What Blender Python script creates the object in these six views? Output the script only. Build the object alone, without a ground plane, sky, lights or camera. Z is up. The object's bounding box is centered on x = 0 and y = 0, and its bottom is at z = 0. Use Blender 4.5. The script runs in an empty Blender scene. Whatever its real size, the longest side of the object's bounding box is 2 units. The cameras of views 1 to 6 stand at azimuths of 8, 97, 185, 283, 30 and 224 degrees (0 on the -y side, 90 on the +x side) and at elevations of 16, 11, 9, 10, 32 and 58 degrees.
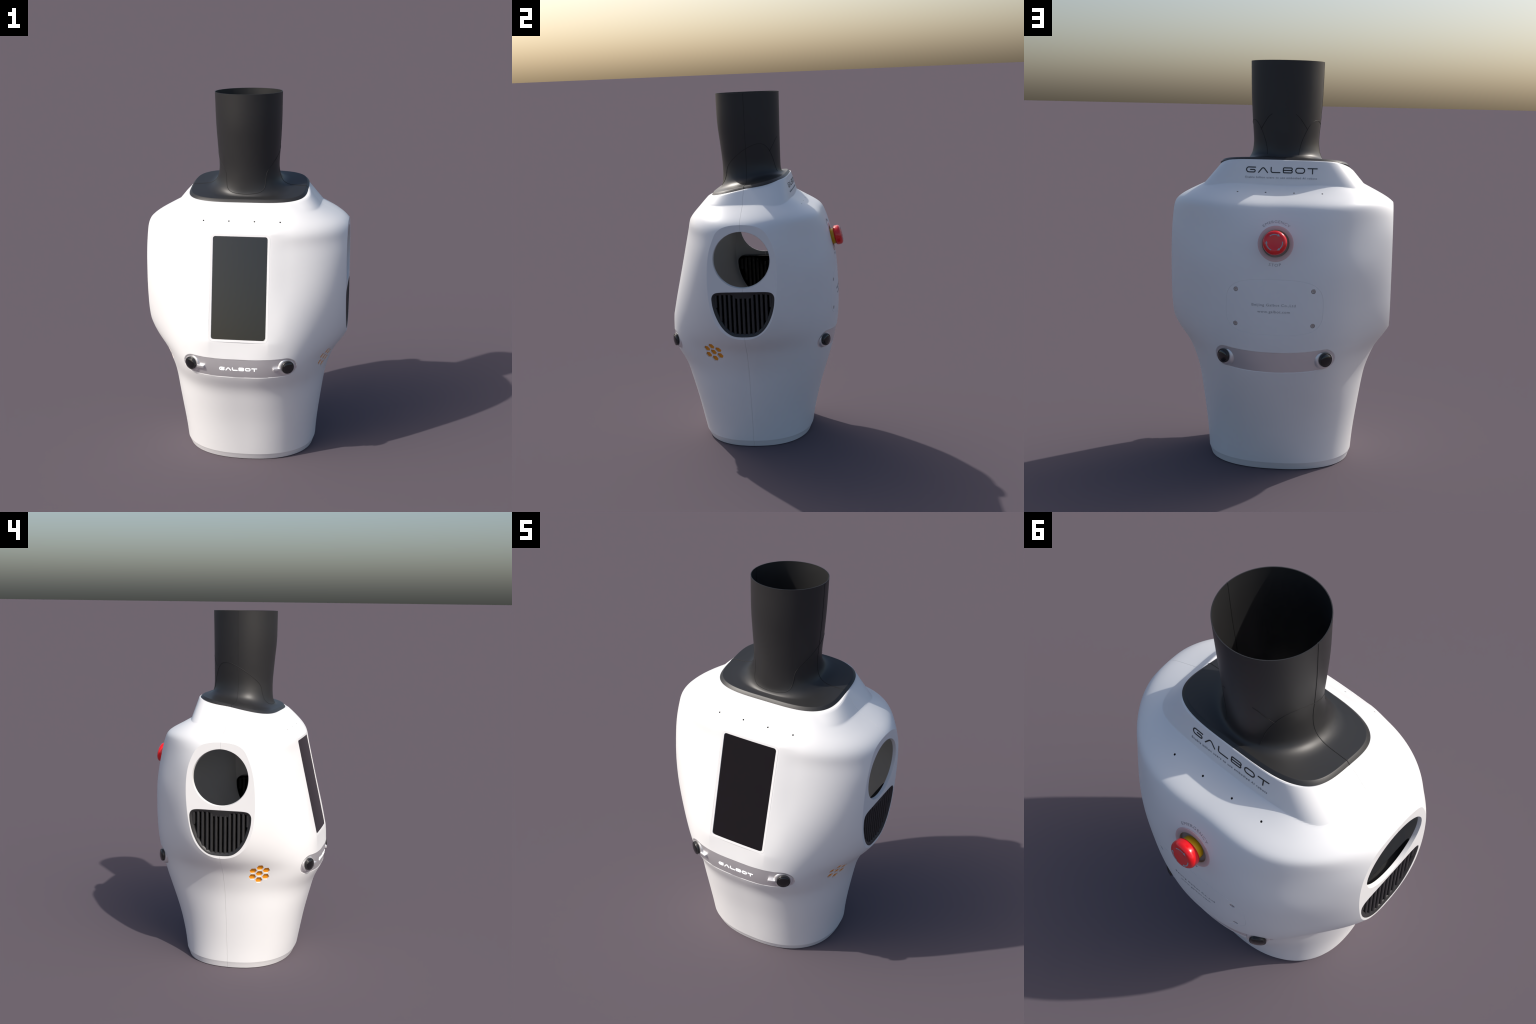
import bpy, bmesh, math
import numpy as np
from mathutils import Vector, Matrix

# ------------------------------------------------------------------ helpers
Y0 = -0.026            # plane of the side seam, also the axis of the neck
FACET = 0.544          # the flat shoulder faces stand at x = +-FACET
PLANE_Z, PLANE_M = 1.480, 0.205   # tilted plane on which the neck flange sits


def collar_plane(y):
    return PLANE_Z + PLANE_M * (y - Y0)


def hermite(zk, v, z):
    zk = np.asarray(zk, float); v = np.asarray(v, float); z = np.asarray(z, float)
    dz = np.diff(zk); s = np.diff(v) / dz
    d = np.empty_like(v)
    d[1:-1] = (s[:-1] * dz[1:] + s[1:] * dz[:-1]) / (dz[1:] + dz[:-1])
    d[0], d[-1] = s[0], s[-1]
    i = np.clip(np.searchsorted(zk, z, side='right') - 1, 0, len(zk) - 2)
    t = (z - zk[i]) / dz[i]; h = dz[i]
    r = ((2*t**3 - 3*t**2 + 1) * v[i] + (t**3 - 2*t**2 + t) * h * d[i]
         + (-2*t**3 + 3*t**2) * v[i+1] + (t**3 - t**2) * h * d[i+1])
    r = np.where(z > zk[-1], v[-1] + d[-1] * (z - zk[-1]), r)
    return np.where(z < zk[0], v[0] + d[0] * (z - zk[0]), r)


def smoothstep(a, b, x):
    t = np.clip((x - a) / (b - a), 0, 1)
    return t * t * (3 - 2 * t)


# ------------------------------------------------------------------ body form
# profile of the torso: half width, depth to the front, depth to the back,
# squareness of the front and back arcs, fullness of the corners
ZK = [0, .10, .25, .38, .47, .54, .60, .66, .74, .88, 1.05, 1.18, 1.25, 1.295, 1.33, 1.37, 1.43]
HALF = [0.3654, 0.3730, 0.3922, 0.4119, 0.4302, 0.4550, 0.4847, 0.5287, 0.5690, 0.5940, 0.5990, 0.5955, 0.5797, 0.5610, 0.5280, 0.4575, 0.3318]
FRONT = [0.3141, 0.3329, 0.3630, 0.3965, 0.4261, 0.4620, 0.4785, 0.4750, 0.4670, 0.4433, 0.4020, 0.3747, 0.3558, 0.3404, 0.3153, 0.2759, 0.2130]
BACK = [0.3131, 0.3304, 0.3664, 0.4059, 0.4349, 0.4555, 0.4712, 0.4813, 0.4885, 0.4891, 0.4778, 0.4539, 0.4318, 0.4118, 0.3859, 0.3159, 0.2050]
ZN = [0, 0.25, 0.5, 0.68, 0.85, 1.05, 1.22, 1.33, 1.43]
NF = [2.2845, 2.4313, 2.4737, 2.3860, 2.2228, 2.0952, 2.1319, 2.2244, 2.3508]
NB = [2.2985, 2.0600, 2.0600, 2.0652, 2.3407, 2.4752, 2.2793, 2.0600, 2.0600]
HF = [-0.0003, 0.0003, -0.0267, -0.0360, -0.0140, 0.0180, 0.0106, 0.0587, 0.1649]
HB = [0.0016, -0.0074, -0.0120, -0.0370, -0.0675, -0.0583, -0.0228, 0.0815, 0.2150]
GF = [-0.0005, -0.0044, -0.0337, -0.0769, -0.0490, 0.0146, 0.0184, 0.0273, 0.0666]
GB = [0.0011, -0.0139, -0.0507, -0.0584, -0.0720, -0.0740, -0.0739, -0.0208, 0.1658]


def spline(x, v, z):
    """natural cubic spline through (x, v), straight beyond the ends"""
    x = np.asarray(x, float); v = np.asarray(v, float); z0 = np.asarray(z, float)
    n = len(x); h = np.diff(x); A = np.eye(n); b = np.zeros(n)
    for i in range(1, n - 1):
        A[i, i-1:i+2] = h[i-1], 2 * (h[i-1] + h[i]), h[i]
        b[i] = 6 * ((v[i+1] - v[i]) / h[i] - (v[i] - v[i-1]) / h[i-1])
    m = np.linalg.solve(A, b)
    z = np.clip(z0, x[0], x[-1])
    i = np.clip(np.searchsorted(x, z, side='right') - 1, 0, n - 2); hh = x[i+1] - x[i]
    a = (x[i+1] - z) / hh; c = (z - x[i]) / hh
    r = a * v[i] + c * v[i+1] + ((a**3 - a) * m[i] + (c**3 - c) * m[i+1]) * hh * hh / 6
    slope = (v[-1] - v[-2]) / h[-1] + h[-1] * m[-2] / 6
    return r + slope * np.maximum(z0 - x[-1], 0)


def torso_radius(c, s, front, z):
    A = np.maximum(spline(ZK, HALF, z), .05)
    B = np.maximum(np.where(front, spline(ZK, FRONT, z), spline(ZK, BACK, z)), .03)
    n = np.where(front, spline(ZN, NF, z), spline(ZN, NB, z))
    n = np.maximum(n, 2.05)
    h = np.where(front, spline(ZN, HF, z), spline(ZN, HB, z))
    g = np.where(front, spline(ZN, GF, z), spline(ZN, GB, z))
    w = 4 * c * c * s * s
    r = ((c / A) ** n + (s / B) ** n) ** (-1 / n) * (1 + h * w + g * w * (c * c - s * s))
    # chamfer round the foot
    r = r - .010 * np.clip(1 - z / .036, 0, 1) ** .9
    return r


def collar_radius(c, s, front, z):
    A = .391 - .84 * (z - 1.405)
    B = np.where(front, .245 - np.where(z > 1.405, 1.0, .75) * (z - 1.405), .252 - .23 * (z - 1.405))
    A = np.maximum(A, .05); B = np.maximum(B, .05)
    n = np.where(front, 3.6, 4.6)
    return ((c / A) ** n + (s / B) ** n) ** (-1 / n)


BAND_F = (.555, .661)
BAND_B = (.549, .653)
BAND_XF, BAND_XB = .249, .235


def band_sag(x, zr):
    return -(.006 if zr is BAND_F else .016) * (1 - np.clip(np.abs(x) / .25, 0, 1) ** 2)


def band_mask(x, z, zr):
    z = z - band_sag(x, zr)
    zc = .5 * (zr[0] + zr[1]); hh = .5 * (zr[1] - zr[0])
    dx = np.maximum(np.abs(x) - (BAND_XF if zr is BAND_F else BAND_XB), 0)
    d = np.hypot(dx, z - zc) - hh
    return 1 - smoothstep(-.0025, .0005, d)


def body_radius(theta, z, detail=True):
    theta = np.asarray(theta, float); z = np.asarray(z, float)
    c0, s0 = np.cos(theta), np.sin(theta)
    c, s, front = np.abs(c0), np.abs(s0), s0 < 0
    r = torso_radius(c, s, front, z)
    if detail:
        for zr, isf in ((BAND_F, True), (BAND_B, False)):
            dz = band_sag(r * c0, zr)
            zb = zr[0] + dz; zt = zr[1] + dz
            rb = torso_radius(c, s, front, zb); rt = torso_radius(c, s, front, zt)
            t = (z - zb) / (zr[1] - zr[0])
            chord = rb - .0008 + (rt - rb - .0012) * t
            m = band_mask(r * c0, z, zr) * (front == isf)
            r = r + (np.minimum(.6 * chord + .4 * r - .0008, r) - r) * m
    if detail and CHEST is not None:   # lead the chest into the flat frame of the screen
        x = r * c0
        xc = np.clip(x, -FX_, FX_); zc = np.clip(z, FZ0, FZ1)
        gx = (xc + FX_) / (2 * FX_) * (CHEST.shape[1] - 1); gz = (zc - FZ0) / (FZ1 - FZ0) * (CHEST.shape[0] - 1)
        ix = np.clip(gx.astype(int), 0, CHEST.shape[1] - 2); iz = np.clip(gz.astype(int), 0, CHEST.shape[0] - 2)
        tx, tz = gx - ix, gz - iz
        dy = ((1 - tx) * (1 - tz) * CHEST[iz, ix] + tx * (1 - tz) * CHEST[iz, ix + 1]
              + (1 - tx) * tz * CHEST[iz + 1, ix] + tx * tz * CHEST[iz + 1, ix + 1])
        far = np.hypot(x - xc, z - zc)
        r = r + dy * s * (1 - smoothstep(0, .10, far)) * front
    rc = collar_radius(c, s, front, z)
    k = .003 + .007 * smoothstep(.45, .9, -s0) * smoothstep(1.35, 1.41, z)
    hgt = np.clip(.5 + .5 * (rc - r) / k, 0, 1)
    u = r + (rc - r) * hgt + k * hgt * (1 - hgt)
    r = np.where(z > 1.33, u, r)
    if detail:   # soft lip along the top edge
        y = Y0 + r * s0
        dd = np.clip(collar_plane(y) - z, 0, .006)
        r = r - (.006 - np.sqrt(np.maximum(.006 ** 2 - (.006 - dd) ** 2, 0))) * .8 * (z > 1.36)
    return r


CHEST = None
FX_, FZ0, FZ1 = .1575, .7445, 1.2995     # border of the screen frame


def y_on_body(x, z, back=True):
    """depth of the surface at a given x, z (front or back side)"""
    x = np.asarray(x, float); z = np.asarray(z, float)
    lo = np.zeros_like(x); hi = np.full_like(x, .8)
    sg = 1 if back else -1
    for _ in range(40):
        mid = .5 * (lo + hi)
        rho = np.hypot(x, mid); th = np.arctan2(sg * mid, x)
        out = rho > body_radius(th, z)
        hi = np.where(out, mid, hi); lo = np.where(out, lo, mid)
    return Y0 + sg * .5 * (lo + hi)


_gx, _gz = np.meshgrid(np.linspace(-FX_, FX_, 25), np.linspace(FZ0, FZ1, 41))
_y = y_on_body(_gx.ravel(), _gz.ravel(), False).reshape(_gx.shape)
CHEST = _y - (-.3665 - .2253 * (1.285 - _gz) - .0016)


# ------------------------------------------------------------------ materials
def principled(name, color, rough=.4, metal=0.0, **kw):
    m = bpy.data.materials.new(name); m.use_nodes = True
    b = m.node_tree.nodes['Principled BSDF']
    b.inputs['Base Color'].default_value = (*color, 1)
    b.inputs['Roughness'].default_value = rough
    b.inputs['Metallic'].default_value = metal
    for k, v in kw.items():
        b.inputs[k.replace('_', ' ')].default_value = v
    return m


def grain(m, color, scale=60, amount=.03, bump=0.0, bscale=400):
    nt = m.node_tree; b = nt.nodes['Principled BSDF']
    tc = nt.nodes.new('ShaderNodeTexCoord'); nz = nt.nodes.new('ShaderNodeTexNoise')
    nz.inputs['Scale'].default_value = scale; nz.inputs['Detail'].default_value = 4
    rp = nt.nodes.new('ShaderNodeValToRGB')
    lo = [max(0, c * (1 - amount)) for c in color]; hi = [min(1, c * (1 + amount)) for c in color]
    rp.color_ramp.elements[0].position = .35; rp.color_ramp.elements[1].position = .65
    rp.color_ramp.elements[0].color = (*lo, 1); rp.color_ramp.elements[1].color = (*hi, 1)
    nt.links.new(tc.outputs['Object'], nz.inputs['Vector'])
    nt.links.new(nz.outputs['Fac'], rp.inputs['Fac'])
    nt.links.new(rp.outputs['Color'], b.inputs['Base Color'])
    if bump:
        n2 = nt.nodes.new('ShaderNodeTexNoise'); n2.inputs['Scale'].default_value = bscale
        bp = nt.nodes.new('ShaderNodeBump'); bp.inputs['Strength'].default_value = bump
        bp.inputs['Distance'].default_value = .001
        nt.links.new(tc.outputs['Object'], n2.inputs['Vector'])
        nt.links.new(n2.outputs['Fac'], bp.inputs['Height'])
        nt.links.new(bp.outputs['Normal'], b.inputs['Normal'])
    return m


WHITE = grain(principled('white_plastic', (.815, .815, .815), .42), (.815, .815, .815), 8, .006)
SILVER = grain(principled('satin_silver', (.80, .79, .80), .44, .74), (.79, .78, .79), 10, .01)
NECK = grain(principled('charcoal_rubber', (.019, .019, .0195), .44), (.019, .019, .0195), 12, .02)
NECKLINE = principled('panel_line_black', (.008, .008, .008), .7)
GRILLE = grain(principled('grille_plastic', (.024, .024, .025), .45), (.024, .024, .025), 20, .03)
GLASS = principled('screen_glass', (.005, .0045, .005), .05, Specular_IOR_Level=.85)
LENSM = principled('lens_glass', (.006, .006, .007), .08, Coat_Weight=.5)
LENSR = principled('lens_ring', (.022, .022, .023), .22)
RED = principled('red_plastic', (.80, .008, .012), .22, Coat_Weight=.4)
YELLOW = principled('yellow_plastic', (.75, .42, .004), .4)
ORANGE = principled('orange_plastic', (.84, .30, .001), .45)
ARROW = principled('arrow_paint', (.36, .38, .42), .5)
INK = principled('black_ink', (.012, .013, .014), .5)
GREYINK = principled('grey_ink', (.27, .27, .28), .5)
PALEINK = principled('pale_grey_ink', (.30, .30, .31), .5)
SCREWM = principled('screw_metal', (.52, .48, .47), .4, .6)
HOLE = principled('mic_hole_shade_black', (.015, .015, .015), .7)  # plug colour darkened to give shallow holes their inner shadow
VOID = principled('vent_gap_shade_black', (.0015, .0015, .0015), .9, Specular_IOR_Level=.05)  # near-black, matte: gap darkness is in the colour, sunlight reaches the plate
SOCKET = principled('button_socket', (.32, .31, .30), .5)
LED = principled('lit_logo', (.95, .95, .95), .5)
LED.node_tree.nodes['Principled BSDF'].inputs['Emission Color'].default_value = (1, 1, 1, 1)
LED.node_tree.nodes['Principled BSDF'].inputs['Emission Strength'].default_value = 1.6

PINK = principled('warning_ring', (.7, .45, .45), .5)


def pink_nodes():
    nt = PINK.node_tree; b = nt.nodes['Principled BSDF']
    tc = nt.nodes.new('ShaderNodeTexCoord'); ln = nt.nodes.new('ShaderNodeVectorMath'); ln.operation = 'LENGTH'
    mr = nt.nodes.new('ShaderNodeMapRange')
    mr.inputs['From Min'].default_value = .060; mr.inputs['From Max'].default_value = .084
    rp = nt.nodes.new('ShaderNodeValToRGB')
    rp.color_ramp.elements[0].color = (.44, .40, .38, 1)
    rp.color_ramp.elements[1].color = (.70, .49, .49, 1)
    nt.links.new(tc.outputs['Object'], ln.inputs[0])
    nt.links.new(ln.outputs['Value'], mr.inputs['Value'])
    nt.links.new(mr.outputs['Result'], rp.inputs['Fac'])
    nt.links.new(rp.outputs['Color'], b.inputs['Base Color'])


pink_nodes()

# ------------------------------------------------------------------ scene graph
COL = bpy.context.scene.collection
root = bpy.data.objects.new('robot_torso', None)
root.empty_display_size = .2
COL.objects.link(root)
root['label'] = 'white robot torso shell with dark tubular neck and screen'
root['category'] = 'robot torso'


def add_mesh(name, verts, faces, mat=None, parent=root, smooth=True, angle=35):
    me = bpy.data.meshes.new(name)
    me.from_pydata([tuple(map(float, v)) for v in verts], [], [tuple(int(i) for i in f) for f in faces])
    me.update()
    return add_obj(name, me, mat, parent, smooth, angle)


def add_obj(name, me, mat=None, parent=root, smooth=True, angle=35):
    if mat is not None:
        me.materials.clear(); me.materials.append(mat)
    if smooth:
        me.polygons.foreach_set('use_smooth', [True] * len(me.polygons))
        me.set_sharp_from_angle(angle=math.radians(angle))
    ob = bpy.data.objects.new(name, me)
    COL.objects.link(ob)
    ob.parent = parent
    return ob


def fix_normals(me):
    bm = bmesh.new(); bm.from_mesh(me)
    bmesh.ops.recalc_face_normals(bm, faces=bm.faces)
    bm.to_mesh(me); bm.free()


def loft(rings, cap_start=True, cap_end=True):
    """rings: list of (N,3) arrays -> verts, faces"""
    N = len(rings[0]); V = np.concatenate(rings); F = []
    for k in range(len(rings) - 1):
        a = k * N; b = (k + 1) * N
        for i in range(N):
            j = (i + 1) % N
            F.append((a + i, a + j, b + j, b + i))
    if cap_start: F.append(tuple(range(N - 1, -1, -1)))
    if cap_end: F.append(tuple(range((len(rings) - 1) * N, len(rings) * N)))
    return V, F


def temp(name, V, F):
    ob = add_mesh(name, V, F, None, None, False)
    fix_normals(ob.data)
    return ob


def prism(poly2, frame, d0, d1, scale1=None):
    """extrude 2D polygon along frame's third axis from d0 to d1; frame=(origin,u,v,w)"""
    o, u, v, w = [np.asarray(q, float) for q in frame]
    p = np.asarray(poly2, float)
    q = p if scale1 is None else np.asarray(scale1, float)
    r0 = o + p[:, :1] * u + p[:, 1:] * v + d0 * w
    r1 = o + q[:, :1] * u + q[:, 1:] * v + d1 * w
    return loft([r0, r1])


def join_vf(parts):
    V = []; F = []; k = 0
    for v, f in parts:
        V.append(np.asarray(v)); F += [tuple(i + k for i in g) for g in f]; k += len(v)
    return np.concatenate(V), F


def boolean(ob, cutter, op='DIFFERENCE', solver='MANIFOLD'):
    n0 = len(ob.data.polygons)
    for sv in (solver, 'EXACT'):
        m = ob.modifiers.new('cut', 'BOOLEAN'); m.operation = op; m.object = cutter; m.solver = sv
        dg = bpy.context.evaluated_depsgraph_get(); dg.update()
        me = bpy.data.meshes.new_from_object(ob.evaluated_get(dg))
        ob.modifiers.clear()
        if len(me.polygons) > 10 and len(me.polygons) != n0:
            old = ob.data; ob.data = me; bpy.data.meshes.remove(old); break
        print('boolean retry', ob.name, cutter.name, sv, len(me.polygons))
    cm = cutter.data; bpy.data.objects.remove(cutter); bpy.data.meshes.remove(cm)


def circle(r, n=64, ph=0):
    a = np.linspace(0, 2 * np.pi, n, endpoint=False) + ph
    return np.stack([r * np.cos(a), r * np.sin(a)], 1)


def sag(u):
    """the screen bulges a little across its width"""
    return .0030 * np.maximum(1 - (np.asarray(u, float) / .1435) ** 2, 0)


def dense(poly, step=.012):
    out = []
    for a, b in zip(poly, np.roll(poly, -1, 0)):
        m = max(1, int(np.linalg.norm(b - a) / step))
        for i in range(m): out.append(a + (b - a) * i / m)
    return np.array(out)


def rrect(hw, hh, r, n=8):
    pts = []
    for cx, cy, a0 in ((hw - r, hh - r, 0), (-hw + r, hh - r, 90), (-hw + r, -hh + r, 180), (hw - r, -hh + r, 270)):
        for i in range(n + 1):
            a = math.radians(a0 + 90 * i / n)
            pts.append((cx + r * math.cos(a), cy + r * math.sin(a)))
    return np.array(pts)


def normal_at(x, z, back=True):
    e = .004
    yx = (y_on_body(np.array([x + e]), np.array([z]), back) - y_on_body(np.array([x - e]), np.array([z]), back))[0] / (2 * e)
    yz = (y_on_body(np.array([x]), np.array([z + e]), back) - y_on_body(np.array([x]), np.array([z - e]), back))[0] / (2 * e)
    n = np.array([-yx, 1., -yz]) * (1 if back else -1)
    return n / np.linalg.norm(n)


def lathe(profile, fr, n=64):
    o, u, v, w = fr
    rings = []
    for r, d in profile:
        c = circle(max(r, 1e-5), n)
        rings.append(o + c[:, :1] * u + c[:, 1:] * v + d * w)
    return loft(rings)


def frame_from(w, origin, up=(0, 0, 1)):
    w = np.asarray(w, float); w = w / np.linalg.norm(w)
    u = np.cross(up, w); u /= np.linalg.norm(u)
    v = np.cross(w, u)
    return np.asarray(origin, float), u, v, w


# ------------------------------------------------------------------ the shell
def honeycomb_boss(th, z):
    """the wall is thicker behind the honeycomb cells"""
    side = smoothstep(.55, .75, np.abs(np.cos(th))) * (np.sin(th) < 0) * smoothstep(.15, .3, np.abs(np.sin(th)))
    return .013 * side * smoothstep(.50, .525, z) * (1 - smoothstep(.640, .665, z))


def body_solid(nt, zs, inset=0.0, detail=True, zbottom=0.0):
    th = np.linspace(0, 2 * np.pi, nt, endpoint=False)
    rings = []
    for z in zs:
        r = body_radius(th, np.full(nt, z), detail) - (inset + honeycomb_boss(th, z) if inset else 0)
        rings.append(np.stack([r * np.cos(th), Y0 + r * np.sin(th), np.full(nt, z)], 1))
    return loft(rings)


zs = np.unique(np.round(np.concatenate([
    np.linspace(0, .036, 7), np.linspace(.045, .525, 70), np.arange(.528, .668, .0022),
    np.linspace(.67, 1.25, 100), np.arange(1.255, 1.36, .004), np.arange(1.36, 1.56, .0028)]), 5))
V, F = body_solid(720, zs)
shell = temp('shell_work', V, F)


def box(x0, x1, y0, y1, z0, z1):
    V = [(x, y, z) for z in (z0, z1) for x, y in ((x0, y0), (x1, y0), (x1, y1), (x0, y1))]
    F = [(3, 2, 1, 0), (4, 5, 6, 7), (0, 1, 5, 4), (1, 2, 6, 5), (2, 3, 7, 6), (3, 0, 4, 7)]
    return np.array(V, float), F


def tilted_box(x, y0, y1, off, z1):
    V, F = box(-x, x, y0, y1, 0, z1)
    V[:4, 2] = collar_plane(V[:4, 1]) + off
    return V, F


boolean(shell, temp('cut', *join_vf([box(FACET, .8, -.7, .7, .3, 1.40), box(-.8, -FACET, -.7, .7, .3, 1.40),
                                     tilted_box(.5, -.6, .6, 0, 1.8)])))

# hollow inside
T = .002
V, F = body_solid(360, np.concatenate([np.linspace(.004, .5, 40), np.linspace(.51, .68, 60), np.linspace(.69, 1.56, 150)]), T)
cav = temp('cavity_work', V, F)
boolean(cav, temp('cut', *join_vf([box(FACET - T, .8, -.7, .7, .3, 1.40), box(-.8, -FACET + T, -.7, .7, .3, 1.40),
                                   tilted_box(.5, -.6, .6, -T, 1.8)])))
boolean(shell, cav)

# --- openings: round arm ports, grille windows, neck opening, recesses
PORT_Y, PORT_Z, PORT_R = -.0255, 1.1255, .1553


def grille_outline(shrink=0.0):
    ctl = [(0, .9505), (.06, .9505), (.128, .9500), (.157, .9430), (.1705, .9230), (.1705, .892), (.1655, .860), (.154, .820),
           (.134, .775), (.109, .739), (.0795, .714), (.052, .7025), (.020, .6990), (0, .6988)]
    c = np.array(ctl + [(-a, b) for a, b in ctl[-2:0:-1]])
    n = len(c); pts = []
    for i in range(n):
        p0, p1, p2, p3 = c[i - 1], c[i], c[(i + 1) % n], c[(i + 2) % n]
        for t in np.linspace(0, 1, 6, endpoint=False):
            pts.append(.5 * (2*p1 + (p2 - p0)*t + (2*p0 - 5*p1 + 4*p2 - p3)*t*t + (3*p1 - p0 - 3*p2 + p3)*t**3))
    p = np.array(pts)
    if shrink:
        tg = np.roll(p, -1, 0) - np.roll(p, 1, 0)
        nrm = np.stack([-tg[:, 1], tg[:, 0]], 1); nrm /= np.linalg.norm(nrm, axis=1)[:, None]
        ctr = np.array([0, .85]); sgn = np.sign(((ctr - p) * nrm).sum(1))[:, None]
        p = p + nrm * sgn * shrink
    return p


cuts = []
for sx in (1, -1):
    # local frame on the facet: u along +y (relative to the seam), v up, w outward
    fr = ((sx * FACET, Y0, 0), (0, 1, 0), (0, 0, 1), (sx, 0, 0))
    pc = circle(PORT_R, 128) + [PORT_Y - Y0, PORT_Z]
    cuts.append(prism(pc, fr, -.06, .05))
    cuts.append(prism(grille_outline(), fr, -.06, .05))
# neck opening
th = np.linspace(0, 2 * np.pi, 96, endpoint=False)
nk = []
for zz in (1.38, 1.60):
    r = ((np.abs(np.cos(th)) / .29) ** 3 + (np.abs(np.sin(th)) / .175) ** 3) ** (-1 / 3)
    nk.append(np.stack([r * np.cos(th), Y0 + r * np.sin(th), np.full(96, zz)], 1))
cuts.append(loft(nk))
# screen pocket
S_T = np.array([0, -.3678, 1.2850]); S_B = np.array([0, -.4863, .7590])
s_up = (S_T - S_B); S_H = np.linalg.norm(s_up) / 2; s_up /= np.linalg.norm(s_up)
s_w = np.cross((1, 0, 0), s_up); s_w /= np.linalg.norm(s_w)
if s_w[1] > 0: s_w = -s_w
S_C = .5 * (S_T + S_B)
SFR = (S_C, (1, 0, 0), s_up, s_w)
SW = .1435
cuts.append(prism(rrect(SW + .0135, S_H + .0135, .026), SFR, -.016, .045))
# microphone holes
MICS = [(x, 1.3555, False) for x in (-.2027, -.0676, .0676, .2027)] + [(x, 1.3752, True) for x in (-.2022, -.0676, .0676, .2022)]
mic_frames = []
for x, z, bk in MICS:
    y = y_on_body(np.array([x]), np.array([z]), bk)[0]
    fr = frame_from(normal_at(x, z, bk), (x, y, z)); mic_frames.append(fr)
    cuts.append(prism(circle(.0042, 20), fr, -.02, .01))
# screw holes of the rear cover
SCREWS = [(sx * .1817, z) for sx in (1, -1) for z in (.9352, .7714)]
screw_frames = []
for x, z in SCREWS:
    y = y_on_body(np.array([x]), np.array([z]))[0]
    fr = frame_from(normal_at(x, z), (x, y, z)); screw_frames.append(fr)
    cuts.append(prism(circle(.0110, 32), fr, -.006, .02))
# emergency button pocket
EZ = 1.1525
EY = y_on_body(np.array([0.]), np.array([EZ]))[0]
EFR = frame_from(normal_at(0, EZ), (0, EY, EZ))
cuts.append(prism(circle(.0645, 64), EFR, -.010, .05))
# honeycomb pockets
hexes = []
HP = .0425
for sx in (1, -1):
    base = np.array([sx * .436, -.2225, .5830])
    w = np.array([sx * .86, -.40, -.32]); w /= np.linalg.norm(w)
    v = np.array([0, 0, 1]) - w * w[2]; v /= np.linalg.norm(v)
    u = np.cross(v, w)
    for k in range(7):
        a = math.radians(90 + 60 * k)
        du, dv = (0, 0) if k == 6 else (HP * math.cos(a), HP * math.sin(a))
        o = base + du * u + dv * v
        # slide onto the surface along w
        ts = np.linspace(-.08, .08, 1601); P = o + ts[:, None] * w
        inside = np.hypot(P[:, 0], P[:, 1] - Y0) < body_radius(np.arctan2(P[:, 1] - Y0, P[:, 0]), P[:, 2])
        o = P[np.nonzero(inside)[0].max()]
        hexes.append((o, u, v, w))
        cuts.append(prism(circle(.0205, 6), hexes[-1], -.010, .02))
boolean(shell, temp('cut', *join_vf(cuts)))

# rear cover outline: a fine groove
cover = []
for i in range(160):
    a = 2 * math.pi * i / 160
    ca, sa = math.cos(a), math.sin(a)
    n = 3.4
    r = (abs(ca / .2275) ** n + abs(sa / .1315) ** n) ** (-1 / n)
    cover.append((r * ca, .8545 + r * sa))
cover = np.array(cover)
cy = y_on_body(cover[:, 0], cover[:, 1])
C3 = np.stack([cover[:, 0], cy, cover[:, 1]], 1)


def tube(C, rad, closed=False, n=8, normals=None):
    C = np.asarray(C, float); m = len(C)
    if closed: tg = np.roll(C, -1, 0) - np.roll(C, 1, 0)
    else: tg = np.gradient(C, axis=0)
    tg /= np.linalg.norm(tg, axis=1)[:, None]
    ref = np.array([0.31, .77, .55])
    rings = []
    prev = None
    for i in range(m):
        r0 = ref if prev is None else prev
        u = r0 - tg[i] * (r0 @ tg[i]); u /= np.linalg.norm(u); prev = u
        v = np.cross(tg[i], u)
        a = np.linspace(0, 2 * np.pi, n, endpoint=False)
        rings.append(C[i] + rad * (np.cos(a)[:, None] * u + np.sin(a)[:, None] * v))
    if closed:
        # close with the twist left over spread by a nearest match
        V = np.concatenate(rings); F = []
        off = int(np.argmin(np.linalg.norm(rings[0] - rings[-1][0], axis=1)))
        for k in range(m):
            a = k * n; b = ((k + 1) % m) * n; sh = off if k == m - 1 else 0
            for i in range(n):
                j = (i + 1) % n
                F.append((a + i, a + j, b + (j + sh) % n, b + (i + sh) % n))
        return V, F
    return loft(rings)


boolean(shell, temp('cut', *tube(C3, .0013, True, 6)))
# seam between the front and the back half
boolean(shell, temp('cut', *box(-.7, .7, Y0 - .0004, Y0 + .0004, -.1, 1.7)))


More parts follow.
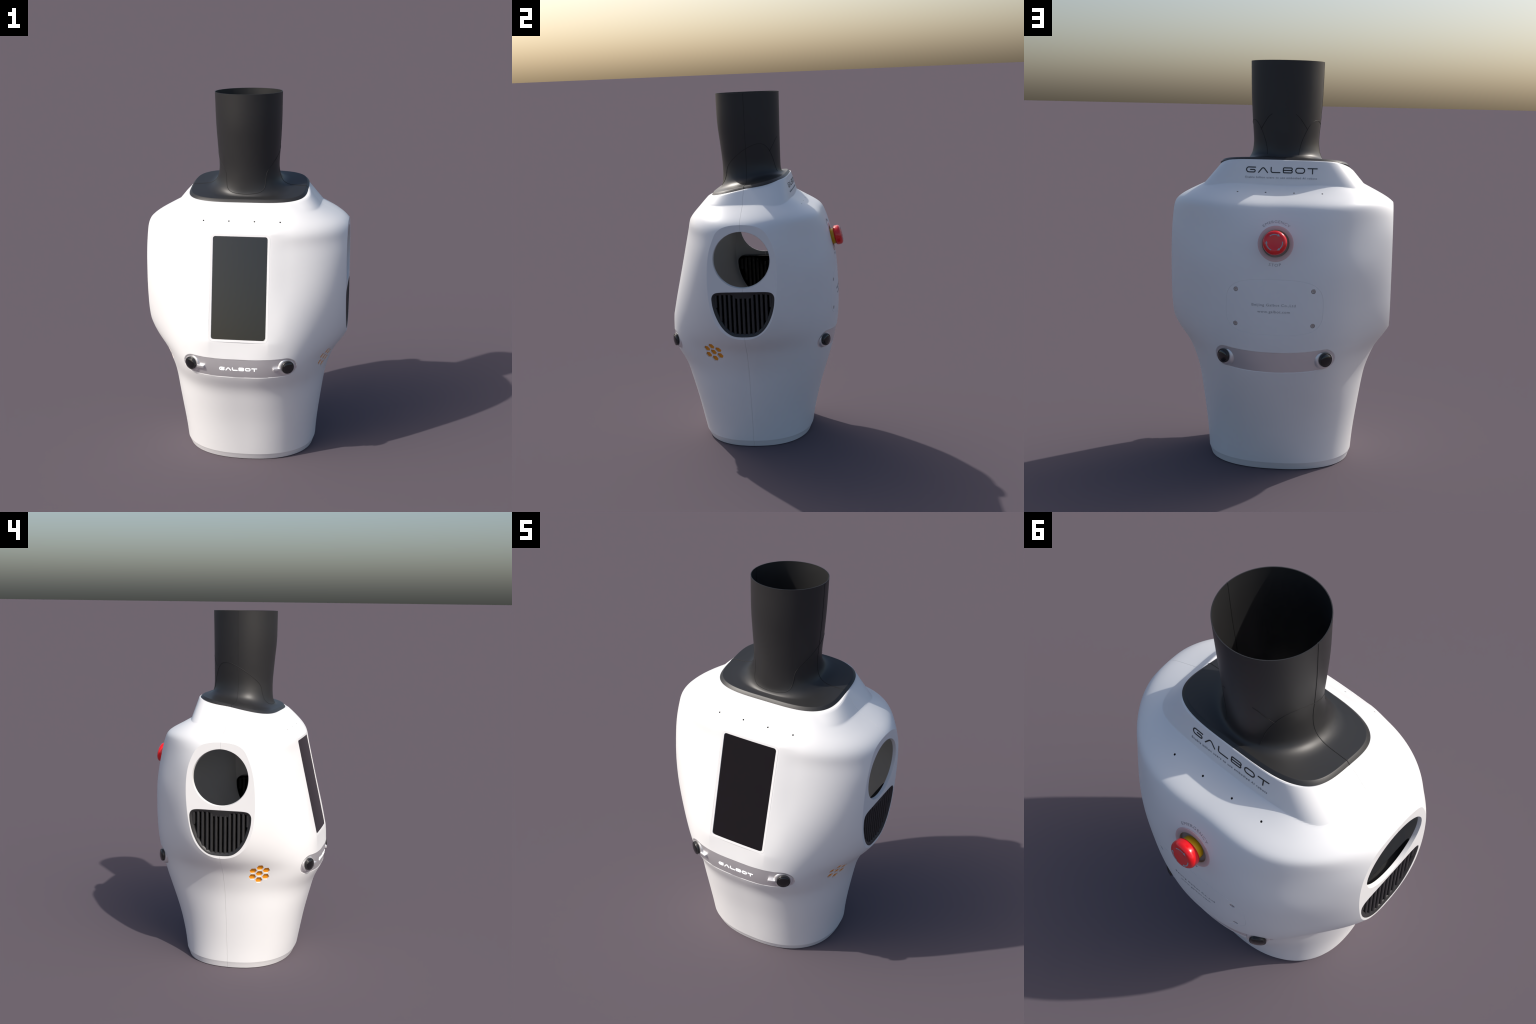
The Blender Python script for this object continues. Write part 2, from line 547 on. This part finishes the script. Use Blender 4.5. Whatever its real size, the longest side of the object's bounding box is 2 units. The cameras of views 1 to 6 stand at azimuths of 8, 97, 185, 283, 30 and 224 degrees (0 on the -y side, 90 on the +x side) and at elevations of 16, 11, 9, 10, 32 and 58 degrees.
def split_half(src, name, front):
    bm = bmesh.new(); bm.from_mesh(src.data)
    kill = [f for f in bm.faces if (f.calc_center_median().y < Y0) != front]
    bmesh.ops.delete(bm, geom=kill, context='FACES')
    # the sensor band is a part of its own: the outer faces inside its outline
    zr = BAND_F if front else BAND_B
    cen = np.array([f.calc_center_median()[:] for f in bm.faces])
    rho = np.hypot(cen[:, 0], cen[:, 1] - Y0)
    th = np.arctan2(cen[:, 1] - Y0, cen[:, 0])
    outer = rho > body_radius(th, cen[:, 2]) - .003
    inband = outer & (band_mask(cen[:, 0], cen[:, 2], zr) > .93) & (np.abs(cen[:, 1]) > .15)
    me = bpy.data.meshes.new(name); bm.to_mesh(me)
    bm2 = bmesh.new(); bm2.from_mesh(me)
    bm2.faces.ensure_lookup_table(); bm.faces.ensure_lookup_table()
    bmesh.ops.delete(bm, geom=[f for f, k in zip(list(bm.faces), inband) if k], context='FACES')
    bmesh.ops.delete(bm2, geom=[f for f, k in zip(list(bm2.faces), inband) if not k], context='FACES')
    bm.to_mesh(me); bm.free()
    band = bpy.data.meshes.new('sensor_band'); bm2.to_mesh(band); bm2.free()
    add_obj('sensor_band', band, SILVER, root, True, 11)
    return add_obj(name, me, WHITE, root, True, 11)


split_half(shell, 'front_shell', True)
split_half(shell, 'back_shell', False)
sm = shell.data; bpy.data.objects.remove(shell); bpy.data.meshes.remove(sm)

# ------------------------------------------------------------------ neck
NR = [  # height at the axis, tilt, half width, front, back, squareness
    (1.468, .205, .316, .202, .215, 3.6),
    (1.4800, .205, .3225, .209, .221, 3.6),
    (1.4935, .205, .3105, .198, .209, 3.6),
    (1.4955, .205, .262, .181, .195, 3.2),
    (1.4995, .205, .222, .171, .187, 2.7),
    (1.5110, .185, .1955, .1630, .1815, 2.35),
    (1.5310, .140, .1775, .1590, .1785, 2.15),
    (1.5650, .080, .1665, .1575, .1765, 2.05),
    (1.6200, .020, .1630, .1595, .1765, 2.0),
    (1.7200, 0, .1705, .1685, .1775, 2.0),
    (1.8400, 0, .1775, .1795, .1790, 2.0),
    (2.0000, 0, .1815, .1820, .1820, 2.0)]
NR = np.array(NR)
NT = 256
nth = np.linspace(0, 2 * np.pi, NT, endpoint=False)


def neck_params(s):
    """s runs along the rings 2..11 smoothly"""
    k = np.arange(2, 12)
    return [hermite(k, NR[2:, j], s) for j in range(6)]


def neck_ring(p, th, inset=0.0):
    zc, m, A, Bf, Bb, n = p
    c, s = np.cos(th), np.sin(th)
    B = np.where(s < 0, Bf, Bb)
    r = ((np.abs(c) / A) ** n + (np.abs(s) / B) ** n) ** (-1 / n) - inset
    y = r * s
    return np.stack([r * c, Y0 + y, zc + m * y], -1)


rings = [neck_ring(NR[0], nth)]
rings.append(neck_ring(NR[1], nth))
rings.append(neck_ring(NR[2] - [.0008, 0, -.0008, -.0008, -.0008, 0], nth))
rings.append(neck_ring(NR[2] + [.0001, 0, -.0008, -.0008, -.0008, 0], nth))
ss = np.concatenate([np.linspace(2.06, 8, 60), np.linspace(8.1, 11, 30)])
for s in ss: rings.append(neck_ring(neck_params(s), nth))
WALL = .003
for s in ss[::-1][:-14]:
    rings.append(neck_ring(neck_params(s), nth, WALL))
V, F = loft(rings, False, False)
neck = add_mesh('neck_cover', V, F, NECK, root, True, 32)


def neck_point(th, z):
    """point on the outer neck surface with polar angle th at height z (above the flange)"""
    lo, hi = 2.0, 11.0
    for _ in range(40):
        mid = .5 * (lo + hi)
        if neck_ring(neck_params(mid), np.array([th]))[0, 2] < z: lo = mid
        else: hi = mid
    return neck_ring(neck_params(.5 * (lo + hi)), np.array([th]))[0]


def neck_line(ctl, name, per=14):
    """ctl: (angle in degrees from the front, height) control points"""
    c = np.array(ctl, float); k = np.arange(len(c)); t = np.linspace(0, len(c) - 1, (len(c) - 1) * per + 1)
    a = hermite(k, c[:, 0], t); z = hermite(k, c[:, 1], t)
    parts = []
    for sg in (1, -1):
        P = np.array([neck_point(math.radians(-90 + sg * ai), zi) for ai, zi in zip(a, z)])
        parts.append(tube(P, .0014, False, 6))
    return parts


lines = []
# side seam, from the rim of the tube down to the edge of the flange
for sg in (1, -1):
    P = [neck_ring(neck_params(s), np.array([0 if sg > 0 else math.pi]))[0] for s in np.linspace(11, 2, 120)]
    P.append(neck_ring(NR[1], np.array([0 if sg > 0 else math.pi]))[0])
    lines.append(tube(P, .0014, False, 6))
    P = [neck_ring(neck_params(s), np.array([0 if sg > 0 else math.pi]), WALL)[0] for s in np.linspace(11, 8, 40)]
    lines.append(tube(P, .0014, False, 6))
NECK_LINES = {
    'front_panel': [(0, 1.4735), (14, 1.476), (27, 1.484), (36, 1.505), (40, 1.54), (44, 1.585), (58, 1.625), (75, 1.662), (90, 1.690),
                    (108, 1.712), (122, 1.712), (132, 1.695), (140, 1.665), (148, 1.62), (153, 1.575), (155, 1.550)],
    'back_panel': [(138, 1.668), (148, 1.705), (155, 1.731), (161, 1.745)],
}
for nm, ctl in NECK_LINES.items():
    lines += neck_line(ctl, nm)
add_mesh('neck_panel_line', *join_vf(lines), NECKLINE, neck)

# ------------------------------------------------------------------ screen
fo, fu, fv, fw = [np.asarray(q, float) for q in SFR]
rr = []
for gr, rad, d in ((.0135, .026, -.0195), (.0135, .026, -.0005), (.0125, .0255, .0004), (.0012, .0172, .0002), (.0004, .0166, -.0006), (.0002, .0195, -.0195)):
    p = dense(rrect(SW + .0135, S_H + .0135, .026))
    # each ring is the outer border drawn in by the same step
    q = p.copy(); k = .0135 - gr
    tg = np.roll(p, -1, 0) - np.roll(p, 1, 0); tg /= np.linalg.norm(tg, axis=1)[:, None]
    q = p + k * np.stack([-tg[:, 1], tg[:, 0]], 1)
    rr.append(fo + q[:, :1] * fu + q[:, 1:] * fv + (d + sag(q[:, :1])) * fw)
V, F = loft(rr + [rr[0]], False, False)
fob = add_mesh('screen_frame', V, F, WHITE, root, True, 30)
fix_normals(fob.data)
us = np.concatenate([-SW + .0195 * (1 - np.cos(np.linspace(0, math.pi / 2, 9))), np.linspace(-SW + .0195, SW - .0195, 30)[1:-1],
                     SW - .0195 * (1 - np.cos(np.linspace(math.pi / 2, 0, 9)))])
over = np.maximum(np.abs(us) - (SW - .0195), 0)
vm = S_H - .0195 + np.sqrt(np.maximum(.0195 ** 2 - over ** 2, 0))
V = []
for d in (-.0012, -.016):
    for sv in (1, -1):
        V += [fo + u_ * fu + sv * v_ * fv + (d + sag(u_)) * fw for u_, v_ in zip(us, vm)]
n = len(us); F = []
for i in range(n - 1):
    F += [(i, i + 1, n + i + 1, n + i), (2*n + i, 3*n + i, 3*n + i + 1, 2*n + i + 1),
          (i, 2*n + i, 2*n + i + 1, i + 1), (n + i, n + i + 1, 3*n + i + 1, 3*n + i)]
F += [(0, n, 3*n, 2*n), (n - 1, 3*n - 1, 4*n - 1, 2*n - 1)]
scr = add_mesh('display_screen', V, F, GLASS, root, True, 30)
fix_normals(scr.data)

# ------------------------------------------------------------------ grilles
inner = grille_outline(.0175)


def half_limits(dy):
    """bottom and top of the grille opening at offset dy from its centre line"""
    p = inner
    m = np.abs(p[:, 0] - dy) < .014
    lowpts = p[(p[:, 1] < .9)]; o = np.argsort(lowpts[:, 0])
    zb = np.interp(dy, lowpts[o, 0], lowpts[o, 1])
    zt = np.interp(abs(dy), [0, .044, .054, .14, .152], [.9150, .9150, .9370, .9370, .925])
    return zb, zt


def tab_top(x):
    return np.interp(np.abs(x), [0, .042, .056, .5], [.9135, .9135, .9345, .9345])


for sx in (1, -1):
    fr = ((sx * FACET, Y0, 0), (0, 1, 0), (0, 0, 1), (sx, 0, 0))
    o, u, v, w = [np.asarray(q, float) for q in fr]
    prof = [(0.0, -.045, 0), (0.0, -.0020, 0), (.0015, -.0004, 0), (.005, -.0010, 0), (.0165, -.0075, 1), (.0175, -.0090, 1), (.0175, -.045, 1)]
    rings = []
    for sh, d, intab in prof:
        p = grille_outline(sh + 1e-6)
        if intab:
            top = p[:, 1] > .9335 - .02
            p = p.copy(); p[:, 1] = np.where(p[:, 1] > .88, np.minimum(p[:, 1], tab_top(p[:, 0])), p[:, 1])
        rings.append(o + p[:, :1] * u + p[:, 1:] * v + d * w)
    V, F = loft(rings, False, False)
    g = add_mesh('vent_grille', V, F, GRILLE, root, True, 40)
    fix_normals(g.data)
    # plate behind the slats, blackened to paint the shadow between them
    V, F = prism(grille_outline(.004), fr, -.036, -.033)
    add_mesh('vent_backing', V, F, VOID, g, False)
    for k in range(-6, 7):
        dy = k * .0250
        zb, zt = half_limits(dy)
        zb -= .006; zt += .004
        if zt - zb < .02: continue
        sec = []
        hw = .0076
        for a in np.linspace(0, math.pi, 9):
            sec.append((dy + hw * math.cos(a), -.0100 + .0050 * math.sin(a)))
        sec += [(dy - hw, -.038), (dy, -.042), (dy + hw, -.038)]
        sec = np.array(sec)
        r0 = o + sec[:, :1] * u + zb * v + sec[:, 1:] * w
        r1 = o + sec[:, :1] * u + zt * v + sec[:, 1:] * w
        V, F = loft([r0, r1])
        s = add_mesh('vent_slat', V, F, GRILLE, g, True, 40); fix_normals(s.data)

# ------------------------------------------------------------------ rims of the arm ports
for sx in (1, -1):
    fr = (np.array([sx * FACET, PORT_Y, PORT_Z]), np.array([0, 1., 0]), np.array([0, 0, 1.]), np.array([sx, 0, 0.]))
    V, F = lathe([(.1552, -.015), (.1552, -.0010), (.1546, -.0006), (.1518, -.0105), (.1514, -.015), (.1552, -.015)], fr, 128)
    rim = add_mesh('arm_port_rim', V, [f for f in F if len(f) == 4], WHITE, root, True, 30)
    fix_normals(rim.data)

# ------------------------------------------------------------------ cameras
def round_path(pts, rad, seg=4):
    """round the inner corners of an open 2D profile"""
    out = [pts[0]]
    for a, b, c in zip(pts[:-2], pts[1:-1], pts[2:]):
        a, b, c = map(np.array, (a, b, c))
        la, lc = np.linalg.norm(a - b), np.linalg.norm(c - b)
        t = min(rad, la * .45, lc * .45)
        p, q = b + (a - b) / la * t, b + (c - b) / lc * t
        for i in range(seg + 1):
            s = i / seg
            out.append(tuple((1-s)**2 * p + 2*s*(1-s) * b + s*s * q))
    out.append(pts[-1])
    return out


CAMS = [(sx * .2630, -.4735, .6115, sx * 31, False) for sx in (1, -1)] + [(sx * .2490, .4050, .5998, sx * 35, True) for sx in (1, -1)]
for x, y, z, az, bk in CAMS:
    a = math.radians(az)
    w = np.array([math.sin(a), (1 if bk else -1) * math.cos(a), 0.0])
    fr = frame_from(w, (x, y, z))
    mount = add_mesh('camera_mount', *lathe(round_path([(.0, -.06), (.054, -.06), (.0510, -.034), (.0450, -.0140), (0, -.0140)], .009), fr), SILVER, root, True, 50)
    fix_normals(mount.data)
    ring = add_mesh('camera_ring', *lathe(round_path([(0, -.03), (.0345, -.03), (.0345, -.004), (.0325, -.0015), (.0285, -.0015), (.0280, -.003), (0, -.003)], .002), fr), LENSR, mount, True, 50)
    fix_normals(ring.data)
    dome = [(.0288 * math.cos(t), -.0035 + .0085 * math.sin(t)) for t in np.linspace(0, math.pi / 2, 14)]
    lens = add_mesh('camera_lens', *lathe([(0, -.006), (.0288, -.006)] + dome, fr), LENSM, mount, True, 50)
    fix_normals(lens.data)
    if not bk:
        # small latch bar beside the front cameras, pointing to the middle
        sg = 1 if x > 0 else -1
        x0 = x - sg * .036
        xm = .200
        yb = y_on_body(np.array([sg * xm]), np.array([.602]), False)[0]
        n = normal_at(sg * xm, .602, False); n[2] = 0
        f2 = frame_from(n, (sg * xm, yb, .6020))
        pr = [rrect(.0200, .0078, .003), rrect(.0197, .0075, .003), rrect(.0182, .0060, .003)]
        rr = []
        for p, d in zip((pr[0], pr[0], pr[1], pr[2]), (-.014, .010, .0115, .0140)):
            rr.append(f2[0] + p[:, :1] * f2[1] + p[:, 1:] * f2[2] + d * f2[3])
        nb = add_mesh('camera_latch', *loft(rr), SILVER, mount, True, 50)
        fix_normals(nb.data)

# ------------------------------------------------------------------ small fittings
for fr in mic_frames:
    add_mesh('microphone', *prism(circle(.0060, 20), fr, -.012, -.0055), HOLE, root, True, 40)
for fr in screw_frames:
    prof = round_path([(0, -.006), (.0096, -.006), (.0096, -.0022), (.0085, -.0014), (.0046, -.0014), (.0042, -.0040), (0, -.0040)], .0006, 2)
    s = add_mesh('cover_screw', *lathe(prof, fr, 24), SCREWM, root, True, 40)
    fix_normals(s.data)
for fr in hexes:
    add_mesh('honeycomb_cell', *prism(circle(.0203, 6), fr, -.0120, -.0078), ORANGE, root, False)

# ------------------------------------------------------------------ emergency button
V, F = lathe(round_path([(.0630, -.014), (.0840, -.014), (.0840, .0002), (.0825, .0010), (.0645, .0010), (.0632, .0), (.0630, -.014)], .0006, 2),
             (np.zeros(3), np.array([1., 0, 0]), np.array([0, 1., 0]), np.array([0, 0, 1.])))
ring = add_mesh('warning_ring', V, [f for f in F if len(f) == 4], PINK, root, True, 40)
fix_normals(ring.data)
o, u, v, w = EFR
M = Matrix(((u[0], v[0], w[0], o[0]), (u[1], v[1], w[1], o[1]), (u[2], v[2], w[2], o[2]), (0, 0, 0, 1)))
ring.matrix_local = M
sock = add_mesh('button_socket', *lathe([(0, -.0120), (.0640, -.0120), (.0640, -.0088), (0, -.0088)], EFR), SOCKET, root, True, 40)
fix_normals(sock.data)
ybase = add_mesh('button_collar', *lathe(round_path([(0, -.0095), (.045, -.0095), (.0465, .0195), (0, .0195)], .0015, 2), EFR), YELLOW, root, True, 40)
fix_normals(ybase.data)
cap = [(0, .0190), (.0505, .0190), (.0555, .0220), (.0568, .030), (.0568, .041)]
for t in np.linspace(0, math.pi / 2, 12)[1:]:
    cap.append((.0368 + .0200 * math.cos(t), .0430 + .0175 * math.sin(t)))
cap += [(.030, .0600), (.022, .0590), (.010, .0584), (0, .0582)]
btn = add_mesh('button_cap', *lathe(cap, EFR, 96), RED, ybase, True, 50)
fix_normals(btn.data)
CAPP = np.array(cap[4:])


def cap_height(r):
    rr, dd = CAPP[::-1, 0], CAPP[::-1, 1]
    return np.interp(r, rr, dd)


def cap_arrow(a0, a1):
    """arc band with an arrowhead, lying on the cap; angles in degrees, clockwise as seen"""
    R, hw = .0372, .0021
    n = 22; L = []
    t = np.linspace(0, 1, n)
    ang = a0 + (a1 - a0) * t
    body = t <= .80
    V = []; F = []
    rows = []
    for ti, ai in zip(t, ang):
        if ti <= .80: h = hw
        else: h = .0052 * (1 - (ti - .80) / .20) + 1e-4
        rows.append((ai, h))
    rows.insert(int(body.sum()), (ang[body][-1] + .01, .0052))
    for ai, h in rows:
        for rr in (R - h, R, R + h):
            a = math.radians(ai)
            V.append(o + rr * math.cos(a) * u + rr * math.sin(a) * v + (cap_height(rr) + .0006) * w)
    for i in range(len(rows) - 1):
        for j in range(2):
            k = i * 3 + j
            F.append((k, k + 1, k + 4, k + 3))
    # give it depth
    N = len(V)
    V2 = [p - .0012 * w for p in V]
    F2 = [tuple(x + N for x in f[::-1]) for f in F]
    return V + V2, F + F2


# as seen from behind, u points to the viewer's left-to-right direction of the frame
for a0 in (128, 8, -112):
    V, F = cap_arrow(a0, a0 - 78)
    add_mesh('button_arrow', V, F, ARROW, btn, False)

# ------------------------------------------------------------------ lettering
def arc(cx, cy, r, a0, a1, n=8):
    return [(cx + r * math.cos(math.radians(a0 + (a1 - a0) * i / n)), cy + r * math.sin(math.radians(a0 + (a1 - a0) * i / n))) for i in range(n + 1)]


# strokes of the wide logo letters, cell 110 x 66, y up, origin bottom left
LETTERS = [
    [[(107, 60), (33, 60)] + arc(33, 33, 27.5, 90, 270, 14) + [(90, 5.5)] + arc(90, 19.5, 14, -90, 90, 8) + [(50, 33.5)]],
    [[(4, 3), (40, 48)] + arc(55, 38, 17, 125, 55, 6) + [(70, 48), (106, 3)]],
    [[(6, 62), (6, 26)] + arc(26, 26, 20.5, 180, 270, 6) + [(107, 5.5)]],
    [[(14, 60.5), (92, 60.5)] + arc(92, 47, 13.5, 90, -90, 8) + arc(92, 19, 13.5, 90, -90, 8) + [(16, 5.5)] + arc(16, 16, 10.5, 270, 180, 4) + arc(16, 50, 10.5, 180, 90, 4),
     [(6, 33), (92, 33)]],
    [[(33, 60)] + [(78, 60)] + arc(78, 33, 27.3, 90, -90, 14) + arc(33, 33, 27.3, 270, 90, 14)],
    [[(3, 58), (107, 58)], [(56, 58), (56, 1)]],
]


def ribbon(path, wd):
    p = [np.array(path[0], float)]
    for q in path[1:]:
        q = np.array(q, float)
        L = np.linalg.norm(q - p[-1])
        if L < 1e-3: continue
        m = max(1, int(L / 8)); a = p[-1]
        for i in range(1, m + 1): p.append(a + (q - a) * i / m)
    p = np.array(p)
    tg = np.gradient(p, axis=0); tg /= np.linalg.norm(tg, axis=1)[:, None]
    nm = np.stack([-tg[:, 1], tg[:, 0]], 1)
    V = np.concatenate([p + nm * wd / 2, p - nm * wd / 2]); n = len(p)
    F = [(i, i + 1, n + i + 1, n + i) for i in range(n - 1)]
    # round ends
    for e, sg in ((0, -1), (n - 1, 1)):
        c = p[e]; k = len(V); pts = []
        a0 = math.atan2(nm[e][1], nm[e][0])
        for i in range(7):
            a = a0 - sg * math.pi * i / 6
            pts.append(c + wd / 2 * np.array([math.cos(a), math.sin(a)]))
        V = np.concatenate([V, np.array(pts)])
        F.append(tuple(range(k, k + 7)))
    return V, F


def on_body(V2, F, back, lift=.0009, depth=.0016):
    """lay a flat (x, z) drawing on the front or back of the body, with a little thickness"""
    V2 = np.asarray(V2, float)
    y = y_on_body(V2[:, 0], V2[:, 1], back)
    sg = 1 if back else -1
    top = np.stack([V2[:, 0], y + sg * lift, V2[:, 1]], 1)
    bot = top - np.array([0, sg * depth, 0])
    N = len(V2)
    edges = {}
    for f in F:
        for a, b in zip(f, f[1:] + f[:1]):
            key = (min(a, b), max(a, b)); edges.setdefault(key, []).append((a, b))
    side = [(b, a, a + N, b + N) for k, l in edges.items() if len(l) == 1 for a, b in l]
    return np.concatenate([top, bot]), list(F) + [tuple(i + N for i in f[::-1]) for f in F] + side


def logo(scale, zmid, back, wd, mat):
    for k, strokes in enumerate(LETTERS):
        parts = []
        for st in strokes:
            V, F = ribbon(st, wd)
            V = (V + [k * 139 - 402.5, -33]) * scale
            V[:, 0] *= -1 if back else 1
            V[:, 1] += zmid
            parts.append(on_body(V, F, back))
        l = add_mesh('logo_letter', *join_vf(parts), mat, root, False)
        fix_normals(l.data)


logo(.000428, 1.4770, True, 11.5, INK)
logo(.2 / 805, .6000, False, 15, LED)


def text_vf(s, spacing=1.0):
    cu = bpy.data.curves.new('t', 'FONT'); cu.body = s; cu.resolution_u = 3; cu.space_character = spacing; cu.offset = -.010
    ob = bpy.data.objects.new('t', cu); COL.objects.link(ob)
    dg = bpy.context.evaluated_depsgraph_get(); dg.update()
    me = bpy.data.meshes.new_from_object(ob.evaluated_get(dg))
    bm = bmesh.new(); bm.from_mesh(me)
    bmesh.ops.remove_doubles(bm, verts=bm.verts, dist=1e-5)
    bmesh.ops.triangulate(bm, faces=bm.faces)
    bm.verts.ensure_lookup_table()
    V = np.array([v.co[:2] for v in bm.verts]); F = [tuple(v.index for v in f.verts) for f in bm.faces]
    bm.free(); bpy.data.objects.remove(ob); bpy.data.curves.remove(cu); bpy.data.meshes.remove(me)
    return V, F


def line_of_text(s, x0, x1, z_base, height, name, mat, back=True, spacing=1.1, lift=.0007):
    """x0 -> x1 as read; height = cap height"""
    V, F = text_vf(s, spacing)
    a, b = V[:, 0].min(), V[:, 0].max()
    V[:, 0] = x0 + (V[:, 0] - a) / (b - a) * (x1 - x0)
    V[:, 1] = z_base + V[:, 1] * height / .72
    ob = add_mesh(name, *on_body(V, F, back, lift, lift + .0006), mat, root, False)
    fix_normals(ob.data)
    return ob


line_of_text('Enable billion users to use embodied AI robots', .1740, -.1715, 1.4370, .0098, 'slogan_text', PALEINK, lift=.0012)
line_of_text('Beijing Galbot Co.,Ltd', .1040, -.1010, .8615, .0125, 'cover_text', GREYINK)
line_of_text('www.galbot.com', .0770, -.0755, .8300, .0125, 'cover_text', GREYINK)


def arc_text(s, r_base, height, half_angle, top):
    V, F = text_vf(s, 1.15)
    a, b = V[:, 0].min(), V[:, 0].max()
    t = ((V[:, 0] - a) / (b - a) - .5) * 2 * math.radians(half_angle)
    h = V[:, 1] / .72 * height
    if top:
        r = r_base + h; X = np.sin(t) * r; Z = np.cos(t) * r
    else:
        r = r_base - h; X = np.sin(t) * r; Z = -np.cos(t) * r
    V = np.stack([-X, EZ + .0005 + Z], 1)
    ob = add_mesh('button_text', *on_body(V, F, True, .0006, .0012), PALEINK, root, False)
    fix_normals(ob.data)


arc_text('EMERGENCY', .0925, .0125, 39, True)
arc_text('STOP', .1055, .0130, 16.5, False)
